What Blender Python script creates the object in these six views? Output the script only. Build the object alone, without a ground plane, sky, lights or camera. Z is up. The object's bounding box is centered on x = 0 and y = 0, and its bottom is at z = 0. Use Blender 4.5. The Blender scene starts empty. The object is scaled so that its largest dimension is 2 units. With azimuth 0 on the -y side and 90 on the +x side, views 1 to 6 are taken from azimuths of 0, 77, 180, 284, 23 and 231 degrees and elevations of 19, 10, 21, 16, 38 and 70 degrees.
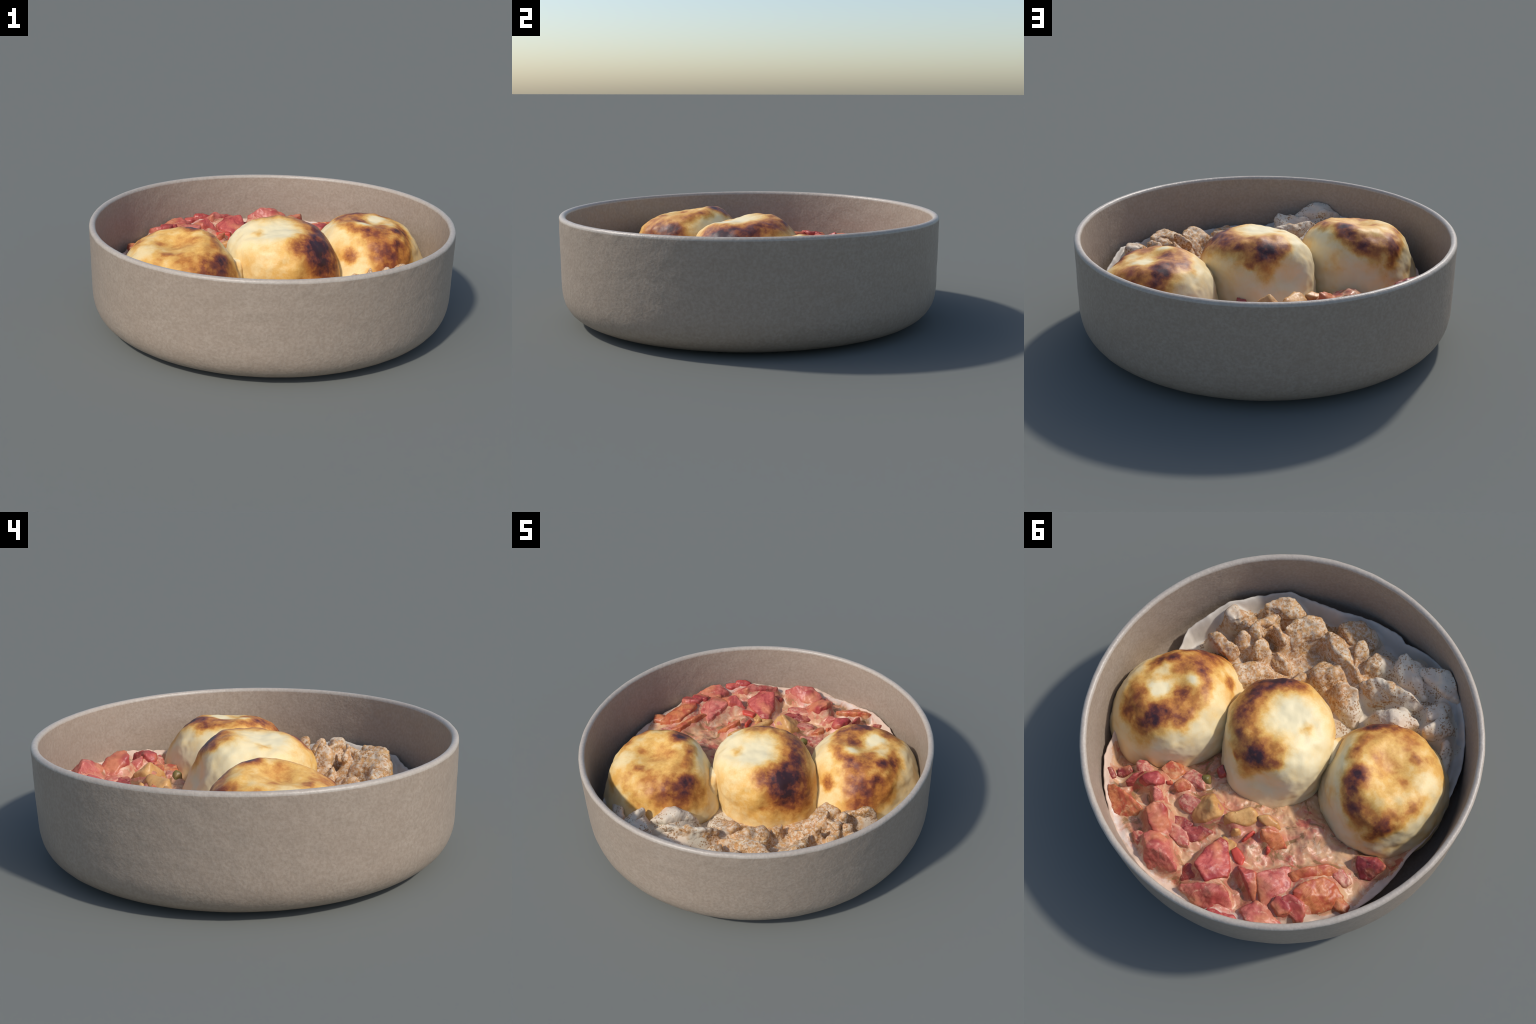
"""A grey-brown stoneware bowl holding three griddled dumplings that sit in a row
between a spiced creamy meat stew and a chunky tomato stew."""
import bpy, bmesh, math
import numpy as np
from mathutils import Vector, noise

# ------------------------------------------------------------------ helpers
scene_collection = bpy.context.scene.collection


def link(obj, parent=None):
    scene_collection.objects.link(obj)
    if parent is not None:
        obj.parent = parent
    return obj


def thing(name, label, category, location=(0, 0, 0)):
    obj = bpy.data.objects.new(name, None)
    obj.empty_display_size = 0.1
    obj.location = location
    obj["label"] = label
    obj["category"] = category
    return link(obj)


def mesh_object(name, verts, faces, material, parent=None, origin=(0, 0, 0), smooth=True):
    me = bpy.data.meshes.new(name)
    me.from_pydata([tuple(map(float, v)) for v in verts], [], [tuple(map(int, f)) for f in faces])
    me.update()
    if smooth:
        me.shade_smooth()
    me.materials.append(material)
    obj = bpy.data.objects.new(name, me)
    obj.location = origin
    return link(obj, parent)


def fbm(p, scale, octaves=3, seed=0.0):
    q = Vector((p[0] * scale + seed, p[1] * scale - seed * 0.7, p[2] * scale + seed * 1.3))
    total, amp = 0.0, 1.0
    for _ in range(octaves):
        total += amp * noise.noise(q)
        q = q * 2.03 + Vector((3.1, 1.7, 5.3))
        amp *= 0.5
    return total


def smoothstep(a, b, x):
    t = np.clip((x - a) / (b - a), 0.0, 1.0)
    return t * t * (3 - 2 * t)  # also works with a > b


# ------------------------------------------------------------------ node helpers
class Nodes:
    def __init__(self, name):
        self.mat = bpy.data.materials.new(name)
        self.mat.use_nodes = True
        self.tree = self.mat.node_tree
        self.bsdf = self.tree.nodes["Principled BSDF"]

    def new(self, kind, **props):
        n = self.tree.nodes.new(kind)
        for k, v in props.items():
            setattr(n, k, v)
        return n

    def put(self, socket, value):
        if hasattr(value, "is_output"):
            self.tree.links.new(value, socket)
        else:
            socket.default_value = value

    def coords(self, kind="Object"):
        if kind == "Position":
            return self.new("ShaderNodeNewGeometry").outputs["Position"]
        return self.new("ShaderNodeTexCoord").outputs[kind]

    def mapping(self, vec, scale=(1, 1, 1), loc=(0, 0, 0), rot=(0, 0, 0)):
        m = self.new("ShaderNodeMapping")
        self.put(m.inputs["Vector"], vec)
        m.inputs["Scale"].default_value = scale
        m.inputs["Location"].default_value = loc
        m.inputs["Rotation"].default_value = rot
        return m.outputs[0]

    def noise(self, vec, scale, detail=3.0, rough=0.55, distort=0.0, out="Fac"):
        n = self.new("ShaderNodeTexNoise")
        self.put(n.inputs["Vector"], vec)
        n.inputs["Scale"].default_value = scale
        n.inputs["Detail"].default_value = detail
        n.inputs["Roughness"].default_value = rough
        n.inputs["Distortion"].default_value = distort
        return n.outputs[out]

    def voronoi(self, vec, scale, feature="F1", out="Distance"):
        n = self.new("ShaderNodeTexVoronoi", feature=feature)
        self.put(n.inputs["Vector"], vec)
        n.inputs["Scale"].default_value = scale
        return n.outputs[out]

    def math(self, op, a, b=0.0, c=0.0, clamp=False):
        n = self.new("ShaderNodeMath", operation=op, use_clamp=clamp)
        for s, v in zip(n.inputs, (a, b, c)):
            self.put(s, v)
        return n.outputs[0]

    def vmath(self, op, a, b=(0, 0, 0)):
        n = self.new("ShaderNodeVectorMath", operation=op)
        self.put(n.inputs[0], a)
        self.put(n.inputs[1], b)
        return n.outputs["Value"] if op in ("DISTANCE", "LENGTH", "DOT_PRODUCT") else n.outputs[0]

    def band(self, value, lo, hi, out_lo=0.0, out_hi=1.0, smooth=True):
        n = self.new("ShaderNodeMapRange")
        n.interpolation_type = "SMOOTHSTEP" if smooth else "LINEAR"
        self.put(n.inputs["Value"], value)
        for key, v in (("From Min", lo), ("From Max", hi), ("To Min", out_lo), ("To Max", out_hi)):
            n.inputs[key].default_value = v
        return n.outputs["Result"]

    def ramp(self, fac, stops):
        n = self.new("ShaderNodeValToRGB")
        self.put(n.inputs["Fac"], fac)
        el = n.color_ramp.elements
        while len(el) < len(stops):
            el.new(0.5)
        for e, (pos, col) in zip(el, stops):
            e.position = pos
            e.color = (*col, 1.0)
        return n.outputs["Color"]

    def mix(self, fac, a, b, blend="MIX"):
        n = self.new("ShaderNodeMix", data_type="RGBA", blend_type=blend)
        self.put(n.inputs[0], fac)
        for s, v in ((n.inputs[6], a), (n.inputs[7], b)):
            self.put(s, (*v, 1.0) if isinstance(v, tuple) and len(v) == 3 else v)
        return n.outputs[2]

    def bump(self, height, strength, distance):
        n = self.new("ShaderNodeBump")
        n.inputs["Strength"].default_value = strength
        n.inputs["Distance"].default_value = distance
        self.put(n.inputs["Height"], height)
        self.tree.links.new(n.outputs[0], self.bsdf.inputs["Normal"])

    def finish(self, color, rough=0.5, specular=0.5, **extra):
        self.put(self.bsdf.inputs["Base Color"], color)
        self.put(self.bsdf.inputs["Roughness"], rough)
        self.bsdf.inputs["Specular IOR Level"].default_value = specular
        for k, v in extra.items():
            self.bsdf.inputs[k.replace("_", " ")].default_value = v
        return self.mat


# ------------------------------------------------------------------ materials
def stoneware(name, base, light):
    m = Nodes(name)
    p = m.coords("Object")
    grain = m.noise(p, 70, 3, 0.6)
    broad = m.noise(p, 5, 2, 0.5)
    mottle = m.noise(m.mapping(p, (1, 1, 0.8)), 24, 2, 0.5)
    col = m.mix(m.band(grain, 0.3, 0.7), base, light)
    col = m.mix(m.band(mottle, 0.35, 0.75, 0, 0.18), col, tuple(c * 0.86 for c in base))
    col = m.mix(m.band(broad, 0.3, 0.7, 0, 0.2), col, (base[0] * 1.02, base[1] * 0.97, base[2] * 0.95))
    m.bump(m.math("ADD", grain, m.math("MULTIPLY", mottle, 1.2)), 0.3, 0.005)
    return m.finish(col, 0.42, 0.5)


def toasted_dough(name, spots, base_toast, warm):
    """Pale dough; every griddle mark is a soft spot (x, y, z, radius, strength)."""
    m = Nodes(name)
    p = m.coords("Object")
    wob = m.noise(p, 16, 3, 0.6, out="Color")
    off = m.vmath("MULTIPLY", m.vmath("SUBTRACT", wob, (0.5, 0.5, 0.5)), (0.055, 0.055, 0.055))
    q = m.vmath("ADD", p, off)
    total = None
    for x, y, z, radius, strength in spots:
        d = m.vmath("DISTANCE", q, (x, y, z))
        s = m.band(d, radius * 0.1, radius * 2.25, strength * 0.72, 0.0)
        total = s if total is None else m.math("ADD", total, s)
    mott = m.noise(p, 24, 4, 0.6)
    fine = m.noise(p, 120, 3, 0.6)
    soft = m.noise(p, 7, 3, 0.55)
    total = 0.0 if total is None else total
    total = m.math("MULTIPLY", total, m.band(mott, 0.30, 0.70, 0.72, 1.18))
    total = m.math("ADD", total, m.band(soft, 0.42, 0.75, 0.0, base_toast))
    total = m.math("ADD", total, m.math("MULTIPLY_ADD", fine, 0.10, -0.05))
    col = m.ramp(total, [(0.0, (0.79, 0.67, 0.41)), (0.11, (0.80, 0.60, 0.29)), (0.25, (0.73, 0.42, 0.11)),
                         (0.44, (0.50, 0.20, 0.042)), (0.66, (0.245, 0.068, 0.025)), (0.86, (0.11, 0.03, 0.025)),
                         (1.0, (0.045, 0.018, 0.022))])
    blush = m.mix(m.band(m.noise(p, 4.2, 2, 0.5), 0.4, 0.7, 0.0, 0.55), (1, 1, 1), warm)
    col = m.mix(1.0, col, blush, "MULTIPLY")
    speck = m.band(m.voronoi(p, 26), 0.02, 0.06, 1.0, 0.0)
    speck = m.math("MULTIPLY", speck, m.band(m.noise(p, 9, 1), 0.55, 0.62))
    col = m.mix(m.math("MULTIPLY", speck, 0.6), col, (0.2, 0.13, 0.05))
    m.bump(m.math("ADD", mott, m.math("MULTIPLY", fine, 0.5)), 0.18, 0.004)
    return m.finish(col, 0.5, 0.35, Subsurface_Weight=0.0)


def spiced_cream(name, tan_amount):
    m = Nodes(name)
    p = m.coords("Position")
    patch = m.noise(p, 7.5, 3, 0.55)
    streak = m.noise(m.mapping(p, (1, 1, 0.45)), 30, 4, 0.65)
    # the spice is thickest towards the middle of the stew, thin near the far rim
    near = m.band(m.vmath("DISTANCE", p, (0.42, -0.46, 0.30)), 0.12, 0.95, 0.30, -0.20)
    tan = m.math("ADD", m.math("ADD", m.math("MULTIPLY", patch, 0.68), m.math("MULTIPLY", streak, 0.32)), near)
    tan = m.band(tan, 0.67 - tan_amount, 0.83 - tan_amount)
    cream = m.mix(m.band(m.noise(p, 6, 2), 0.35, 0.65), (0.64, 0.565, 0.44), (0.66, 0.53, 0.40))
    spice = m.mix(m.band(m.noise(p, 18, 3), 0.3, 0.7), (0.42, 0.185, 0.05), (0.56, 0.295, 0.09))
    grains = m.band(m.noise(p, 52, 4, 0.7), 0.40, 0.58, 0.22, 1.0)
    col = m.mix(m.math("MULTIPLY", m.math("MULTIPLY", tan, 0.88), grains), cream, spice)
    dots = m.noise(p, 75, 3, 0.6)
    jitter = m.vmath("ADD", p, m.vmath("MULTIPLY", m.noise(p, 60, 2, out="Color"), (0.012, 0.012, 0.012)))
    size = m.band(m.noise(p, 14, 3, 0.6), 0.36, 0.66, 0.06, 0.48)
    d1 = m.math("SUBTRACT", size, m.voronoi(jitter, 82))
    d1 = m.band(d1, -0.08, 0.12)
    col = m.mix(m.math("MULTIPLY", d1, 0.78), col, (0.29, 0.135, 0.036))
    d2 = m.band(m.voronoi(jitter, 44), 0.05, 0.13, 1.0, 0.0)
    d2 = m.math("MULTIPLY", d2, m.band(m.noise(p, 21, 2), 0.54, 0.66))
    col = m.mix(m.math("MULTIPLY", d2, 0.8), col, (0.14, 0.06, 0.025))
    m.bump(m.math("ADD", streak, m.math("MULTIPLY", dots, 0.6)), 0.35, 0.006)
    return m.finish(col, 0.55, 0.3)


def wet_flesh(name, main, deep, sauce, sauce_amount):
    """Cooked vegetable flesh smeared with pale sauce."""
    m = Nodes(name)
    p = m.coords("Position")
    a = m.noise(p, 11, 4, 0.6, 0.6)
    b = m.noise(m.mapping(p, (1, 1.7, 1), rot=(0.3, 0.4, 0.9)), 22, 4, 0.65, 0.8)
    c = m.noise(p, 70, 3, 0.6)
    col = m.mix(m.band(a, 0.40, 0.62), main, deep)
    fibre = m.noise(m.mapping(p, (2.2, 0.7, 1.2), rot=(0.2, 0.5, 0.5)), 30, 4, 0.7, 1.5)
    col = m.mix(m.band(fibre, 0.48, 0.66, 0.0, 0.7), col, deep)
    smear = m.math("ADD", m.math("MULTIPLY", b, 0.7), m.math("MULTIPLY", c, 0.3))
    sep = m.new("ShaderNodeSeparateXYZ")
    m.put(sep.inputs[0], p)
    wash = m.band(sep.outputs["Z"], 0.265, 0.325, 0.12, 0.0)      # sauce clings to the lower flanks
    smear = m.math("ADD", smear, wash)
    col = m.mix(m.band(smear, 0.60 - sauce_amount, 0.78 - sauce_amount, 0.0, 0.9), col, sauce)
    blush = m.noise(p, 6, 2)
    col = m.mix(m.band(blush, 0.52, 0.68, 0.0, 0.45), col, (0.66, 0.30, 0.12))
    m.bump(m.math("ADD", b, m.math("MULTIPLY", c, 0.4)), 0.3, 0.005)
    return m.finish(col, 0.42, 0.42)


def tomato_sauce(name):
    m = Nodes(name)
    p = m.coords("Position")
    a = m.noise(p, 9, 4, 0.6, 0.5)
    b = m.noise(p, 20, 4, 0.65, 1.0)
    c = m.noise(p, 80, 3, 0.6)
    col = m.mix(m.band(a, 0.35, 0.65), (0.61, 0.37, 0.20), (0.52, 0.21, 0.125))
    col = m.mix(m.band(b, 0.52, 0.68, 0.0, 0.75), col, (0.62, 0.47, 0.33))
    oil = m.band(m.noise(p, 9, 4, 0.65, 1.2), 0.53, 0.62)
    col = m.mix(m.math("MULTIPLY", oil, 0.8), col, (0.22, 0.13, 0.045))
    red = m.band(m.noise(p, 15, 2, 0.5, 0.5), 0.62, 0.70)
    col = m.mix(m.math("MULTIPLY", red, 0.7), col, (0.42, 0.07, 0.05))
    sep = m.new("ShaderNodeSeparateXYZ")
    m.put(sep.inputs[0], p)
    crumbs = m.math("MULTIPLY", m.band(sep.outputs["Z"], 0.245, 0.300), m.band(b, 0.42, 0.56, 1.0, 0.2))
    col = m.mix(m.math("MULTIPLY", crumbs, 0.85), col, (0.50, 0.145, 0.10))     # pulp stirred up against the chunks
    flat = m.vmath("LENGTH", m.vmath("MULTIPLY", p, (1, 1, 0)))
    edge = m.band(m.math("MULTIPLY_ADD", b, 0.10, flat), 0.93, 0.99)
    col = m.mix(edge, col, (0.62, 0.52, 0.45))
    m.bump(m.math("ADD", b, m.math("MULTIPLY", c, 0.4)), 0.35, 0.006)
    return m.finish(col, 0.38, 0.45)


def dried_film(name, color):
    m = Nodes(name)
    p = m.coords("Position")
    n = m.noise(p, 12, 4, 0.6)
    col = m.mix(m.band(n, 0.35, 0.7), color, tuple(c * 0.86 for c in color))
    m.bump(m.noise(p, 40, 3), 0.2, 0.004)
    return m.finish(col, 0.55, 0.3)


BOWL_MAT = stoneware("stoneware_glaze", (0.295, 0.230, 0.175), (0.36, 0.290, 0.228))
RIM_MAT = stoneware("rim_glaze_baked_light", (0.375, 0.32, 0.265), (0.43, 0.375, 0.315))  # lip colour raised above the wall's to carry the scan's baked light
MATS = {
    "spiced": spiced_cream("spiced_cream", 0.22),
    "creamy": spiced_cream("plain_cream", 0.13),
    "cream_sauce": spiced_cream("cream_sauce", 0.14),
    "tomato": wet_flesh("tomato_flesh", (0.51, 0.105, 0.08), (0.33, 0.042, 0.042), (0.63, 0.29, 0.20), 0.04),
    "tomato_pink": wet_flesh("sauced_tomato", (0.55, 0.165, 0.12), (0.38, 0.065, 0.055), (0.65, 0.36, 0.24), 0.07),
    "tomato_orange": wet_flesh("orange_tomato", (0.56, 0.19, 0.075), (0.42, 0.075, 0.04), (0.62, 0.34, 0.18), 0.02),
    "tomato_dark": wet_flesh("dark_tomato", (0.38, 0.07, 0.055), (0.22, 0.03, 0.032), (0.56, 0.27, 0.19), 0.0),
    "ochre": wet_flesh("pear_flesh", (0.60, 0.34, 0.12), (0.52, 0.25, 0.08), (0.66, 0.46, 0.26), 0.0),
    "dough": toasted_dough("soft_dough", [], 0.25, (1, 0.95, 0.85)),
    "pepper": wet_flesh("red_pepper", (0.56, 0.075, 0.05), (0.52, 0.06, 0.04), (0.62, 0.20, 0.14), -0.12),
    "olive_green": wet_flesh("olive_skin", (0.23, 0.20, 0.055), (0.15, 0.12, 0.03), (0.42, 0.34, 0.2), -0.08),
    "tomato_sauce": tomato_sauce("tomato_sauce"),
    "cream_film": dried_film("cream_film", (0.60, 0.545, 0.47)),
    "tomato_film": dried_film("tomato_film", (0.64, 0.47, 0.36)),
}

# ------------------------------------------------------------------ bowl
RIM_RADIUS, RIM_HEIGHT, WALL = 1.0, 0.563, 0.034
BELLY_RADIUS, BELLY_Z, FOOT_RADIUS, BELLY_POWER = 0.996, 0.233, 0.685, 3.1


def lip_lift(c):
    """Gentle rise and fall of the hand-thrown lip around the bowl."""
    a = math.atan2(c[1], c[0])
    return 0.0035 * math.sin(a * 2 + 2.2) + 0.002 * math.sin(3 * a)


def build_bowl():
    """Lathe: flat foot, round belly, near-upright wall, rounded lip, inner wall, inner floor."""
    prof = [(0.0, 0.0), (0.25, 0.0), (0.5, 0.0)]
    e = 2.0 / BELLY_POWER
    for i in range(22, 0, -1):
        t = math.pi / 2 * i / 22
        prof.append((FOOT_RADIUS + (BELLY_RADIUS - FOOT_RADIUS) * math.cos(t) ** e, BELLY_Z - BELLY_Z * math.sin(t) ** e))
    lip = WALL / 2
    for i in range(40):
        z = BELLY_Z + (RIM_HEIGHT - lip - BELLY_Z) * i / 40
        prof.append((BELLY_RADIUS + (RIM_RADIUS - BELLY_RADIUS) * i / 40, z))
    for i in range(13):
        a = math.pi * i / 12
        prof.append((RIM_RADIUS - lip + lip * math.cos(a), RIM_HEIGHT - lip + lip * math.sin(a)))
    n = 46
    for i in range(1, n):
        z = RIM_HEIGHT - lip - (RIM_HEIGHT - lip - 0.24) * i / n
        prof.append((RIM_RADIUS - WALL - 0.020 * i / n, z))
    for i in range(0, 15):
        t = math.pi / 2 * i / 14
        prof.append((0.70 + 0.246 * math.cos(t) ** 0.8, 0.24 - 0.19 * math.sin(t) ** 0.8))
    prof += [(0.45, 0.05), (0.2, 0.05), (0.0, 0.05)]
    seg = 360
    verts, rings = [], []
    for r, z in prof:
        if r < 1e-6:
            rings.append([len(verts)])
            verts.append((0, 0, z))
            continue
        ring = []
        for k in range(seg):
            a = 2 * math.pi * k / seg
            w = 1.0005 + (0.0022 - 0.002 * math.cos(4 * a) + 0.0012 * math.cos(2 * a - 4.71)) * float(smoothstep(0.12, 0.35, z))  # slightly out of round
            lift = lip_lift((math.cos(a), math.sin(a)))
            grain = 0.0016 * noise.noise(Vector((math.cos(a) * 14, math.sin(a) * 14, z * 16)))
            ring.append(len(verts))
            verts.append((math.cos(a) * r * (w + grain) * 0.999, math.sin(a) * r * (w + grain), z + lift * smoothstep(0.3, 0.56, z)))
        rings.append(ring)
    faces = []
    for a, b in zip(rings, rings[1:]):
        for k in range(seg):
            k2 = (k + 1) % seg
            if len(a) == 1:
                faces.append((a[0], b[k2], b[k]))
            elif len(b) == 1:
                faces.append((a[k], a[k2], b[0]))
            else:
                faces.append((a[k], a[k2], b[k2], b[k]))
    whole = bpy.data.meshes.new("whole_bowl")
    whole.from_pydata(verts, [], faces)
    whole.update()
    normals = [v.normal.copy() for v in whole.vertices]
    bpy.data.meshes.remove(whole)
    root = thing("stoneware_bowl", "round grey-brown stoneware bowl with a thin rim tinted paler for baked light", "bowl")

    def is_rim(f):
        c = np.mean([verts[i] for i in f], axis=0)
        return c[2] > RIM_HEIGHT - WALL / 2 + 0.002 + lip_lift(c)

    groups = {"bowl_rim": [], "bowl_wall": []}
    for f in faces:
        groups["bowl_rim" if is_rim(f) else "bowl_wall"].append(f)
    for name, fs in groups.items():
        used = sorted({i for f in fs for i in f})
        index = {v: i for i, v in enumerate(used)}
        obj = mesh_object(name, [verts[i] for i in used], [[index[i] for i in f] for f in fs],
                          RIM_MAT if name == "bowl_rim" else BOWL_MAT, root)
        obj.data.normals_split_custom_set_from_vertices([normals[i] for i in used])


# ------------------------------------------------------------------ dumplings
def direction(az, el):
    az, el = math.radians(az), math.radians(el)
    return np.array([math.cos(el) * math.cos(az), math.cos(el) * math.sin(az), math.sin(el)])


def build_dumpling(label, centre, half_axes, yaw, power, bulges, spots, base_toast, warm, seed, flare):
    """Squashed superellipsoid with broad bulges and dents (azimuth, elevation, height)."""
    bm = bmesh.new()
    bmesh.ops.create_icosphere(bm, subdivisions=6, radius=1.0)
    d = np.array([v.co[:] for v in bm.verts])
    d /= np.linalg.norm(d, axis=1)[:, None]
    a, b, c = half_axes
    ca, sa = math.cos(yaw), math.sin(yaw)
    x, y, z = d[:, 0] * ca + d[:, 1] * sa, -d[:, 0] * sa + d[:, 1] * ca, d[:, 2]
    r = ((abs(x / a) ** 2.2 + abs(y / b) ** 2.2) ** (power / 2.2) + abs(z / c) ** power) ** (-1 / power)
    for az, el, height, *width in bulges:
        ang = np.degrees(np.arccos(np.clip(d @ direction(az, el), -1, 1)))
        r = r + height * np.exp(-((ang / (width[0] if width else 26.0)) ** 2) / 2)
    pos = d * r[:, None]
    # the foot spreads where the dumpling slumps into the stew: (all round, extra, azimuth of the extra)
    lean = np.clip(d[:, :2] @ direction(flare[2], 0)[:2] / np.maximum(np.hypot(d[:, 0], d[:, 1]), 1e-6), 0, 1)
    pos[:, :2] *= (1 + (flare[0] + flare[1] * lean) * smoothstep(0.10, -0.12, pos[:, 2]))[:, None]
    floor = 0.058 - centre[2]
    for v, p, n in zip(bm.verts, pos, d):
        k = 1 + (0.010 * fbm(p, 7, 2, seed) + 0.004 * fbm(p, 22, 2, seed)) / 0.3
        q = Vector(p) * k
        q.z = max(q.z, floor)
        wx, wy = q.x + centre[0], q.y + centre[1]          # stay clear of the bowl wall
        far, limit = math.hypot(wx, wy), 0.945 - 0.12 * float(smoothstep(0.2, 0.08, q.z + centre[2]))
        if far > limit:
            q.x, q.y = wx * limit / far - centre[0], wy * limit / far - centre[1]
        v.co = q
    me = bpy.data.meshes.new("browned_dumpling")
    bm.to_mesh(me)
    bm.free()
    me.shade_smooth()
    me.materials.append(toasted_dough("toasted_dough", spots, base_toast, warm))
    obj = bpy.data.objects.new("browned_dumpling", me)
    obj.location = centre
    obj["label"] = label
    obj["category"] = "dumpling"
    return link(obj)


# ------------------------------------------------------------------ stews
# outer edge of the stews: (azimuth in degrees, radius, height of the edge)
EDGE = [(-180, 0.872, 0.25), (-173, 0.853, 0.25), (-162, 0.884, 0.25), (-148, 0.900, 0.25), (-138, 0.936, 0.26),
        (-130, 0.950, 0.30), (-124, 0.955, 0.34), (-116, 0.958, 0.36), (-107, 0.958, 0.35), (-98, 0.948, 0.30),
        (-89, 0.913, 0.262), (-86, 0.929, 0.262), (-74, 0.906, 0.265), (-63, 0.880, 0.265), (-51, 0.913, 0.255),
        (-45, 0.936, 0.285), (-36, 0.928, 0.275), (-28, 0.907, 0.30), (-23, 0.910, 0.31), (-14, 0.888, 0.29),
        (-6, 0.895, 0.25), (2, 0.835, 0.21), (5, 0.83, 0.20), (15, 0.84, 0.22), (30, 0.87, 0.27), (43, 0.905, 0.25),
        (50, 0.932, 0.272), (60, 0.938, 0.292), (70, 0.952, 0.27), (80, 0.952, 0.262), (88, 0.954, 0.305),
        (92, 0.95, 0.28), (102, 0.948, 0.275), (115, 0.955, 0.30), (128, 0.955, 0.29), (140, 0.940, 0.27),
        (150, 0.925, 0.255), (162, 0.915, 0.25), (170, 0.900, 0.25), (180, 0.872, 0.25)]


def sauce_height(x, y):
    az = math.degrees(math.atan2(y, x))
    er = np.interp(az, [e[0] for e in EDGE], [e[1] for e in EDGE])
    ez = np.interp(az, [e[0] for e in EDGE], [e[2] for e in EDGE])
    f = math.hypot(x, y) / er
    cream = y < 0.43 * x - 0.03
    inner = (0.178 if cream else 0.232) + 0.010 * fbm((x, y, 0), 5, 2, 4.0)
    w = float(smoothstep(0.93, 1.0, f))
    h = inner * (1 - w) + ez * w
    for cx, cy, radius, dz in DIPS:
        h += dz * (1 - w) * math.exp(-((x - cx) ** 2 + (y - cy) ** 2) / (2 * radius ** 2))
    for centre, half_axes, yaw in ((MIDDLE), (SIDE), (RING)):          # the stew sinks towards each dumpling
        dx, dy = x - centre[0], y - centre[1]
        u, v = dx * math.cos(yaw) + dy * math.sin(yaw), -dx * math.sin(yaw) + dy * math.cos(yaw)
        gap = max(0.0, math.hypot(u / half_axes[0], v / half_axes[1]) - 1.0) * 0.3
        h -= (0.005 if cream else 0.045) * math.exp(-gap / 0.04) * (1 - w)
    rough = 0.014 if y > 0.43 * x - 0.03 else 0.008
    return h + rough * fbm((x, y, 0), 12, 4, 9.0) * (1 - 0.7 * w) + 0.004 * fbm((x, y, 0), 40, 2, 2.0)


# hollows and swells of the sauce: (x, y, radius, depth)
DIPS = [(0.317, -0.467, 0.05, 0.01), (0.54, 0.62, 0.10, -0.07), (0.84, -0.14, 0.06, -0.02), (-0.40, -0.78, 0.12, 0.06),
        (0.0, 0.80, 0.25, 0.025), (-0.60, 0.55, 0.2, 0.03), (-0.44, 0.16, 0.06, 0.05), (-0.10, 0.35, 0.10, 0.02), (-0.29, 0.49, 0.05, 0.05), (-0.43, 0.69, 0.05, 0.02), (-0.60, -0.60, 0.07, 0.07),
        (0.36, -0.26, 0.05, 0.03)]



CELL, SPAN = 0.008, 1.02
piece_tops = []          # world points on the upper faces of every chunk


def blur(grid, passes, reach):
    for _ in range(passes):
        for axis in (0, 1):
            acc = sum(np.roll(grid, s, axis) for s in range(-reach, reach + 1))
            grid = acc / (2 * reach + 1)
    return grid


def fillet_field():
    """Height of sauce clinging to the chunks: their relief, softened, so every chunk sits in a collar of sauce."""
    n = int(2 * SPAN / CELL)
    axis = -SPAN + (np.arange(n) + 0.5) * CELL
    base = np.array([[sauce_height(x, y) if x * x + y * y < 1 else 0.25 for x in axis] for y in axis])
    top = base.copy()
    pts = np.concatenate(piece_tops)
    i = np.clip(((pts[:, 0] + SPAN) / CELL).astype(int), 0, n - 1)
    j = np.clip(((pts[:, 1] + SPAN) / CELL).astype(int), 0, n - 1)
    np.maximum.at(top, (j, i), pts[:, 2])
    top = np.maximum.reduce([np.roll(np.roll(top, a, 0), b, 1) for a in (-1, 0, 1) for b in (-1, 0, 1)])
    return axis, blur(top, 2, 2)


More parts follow.
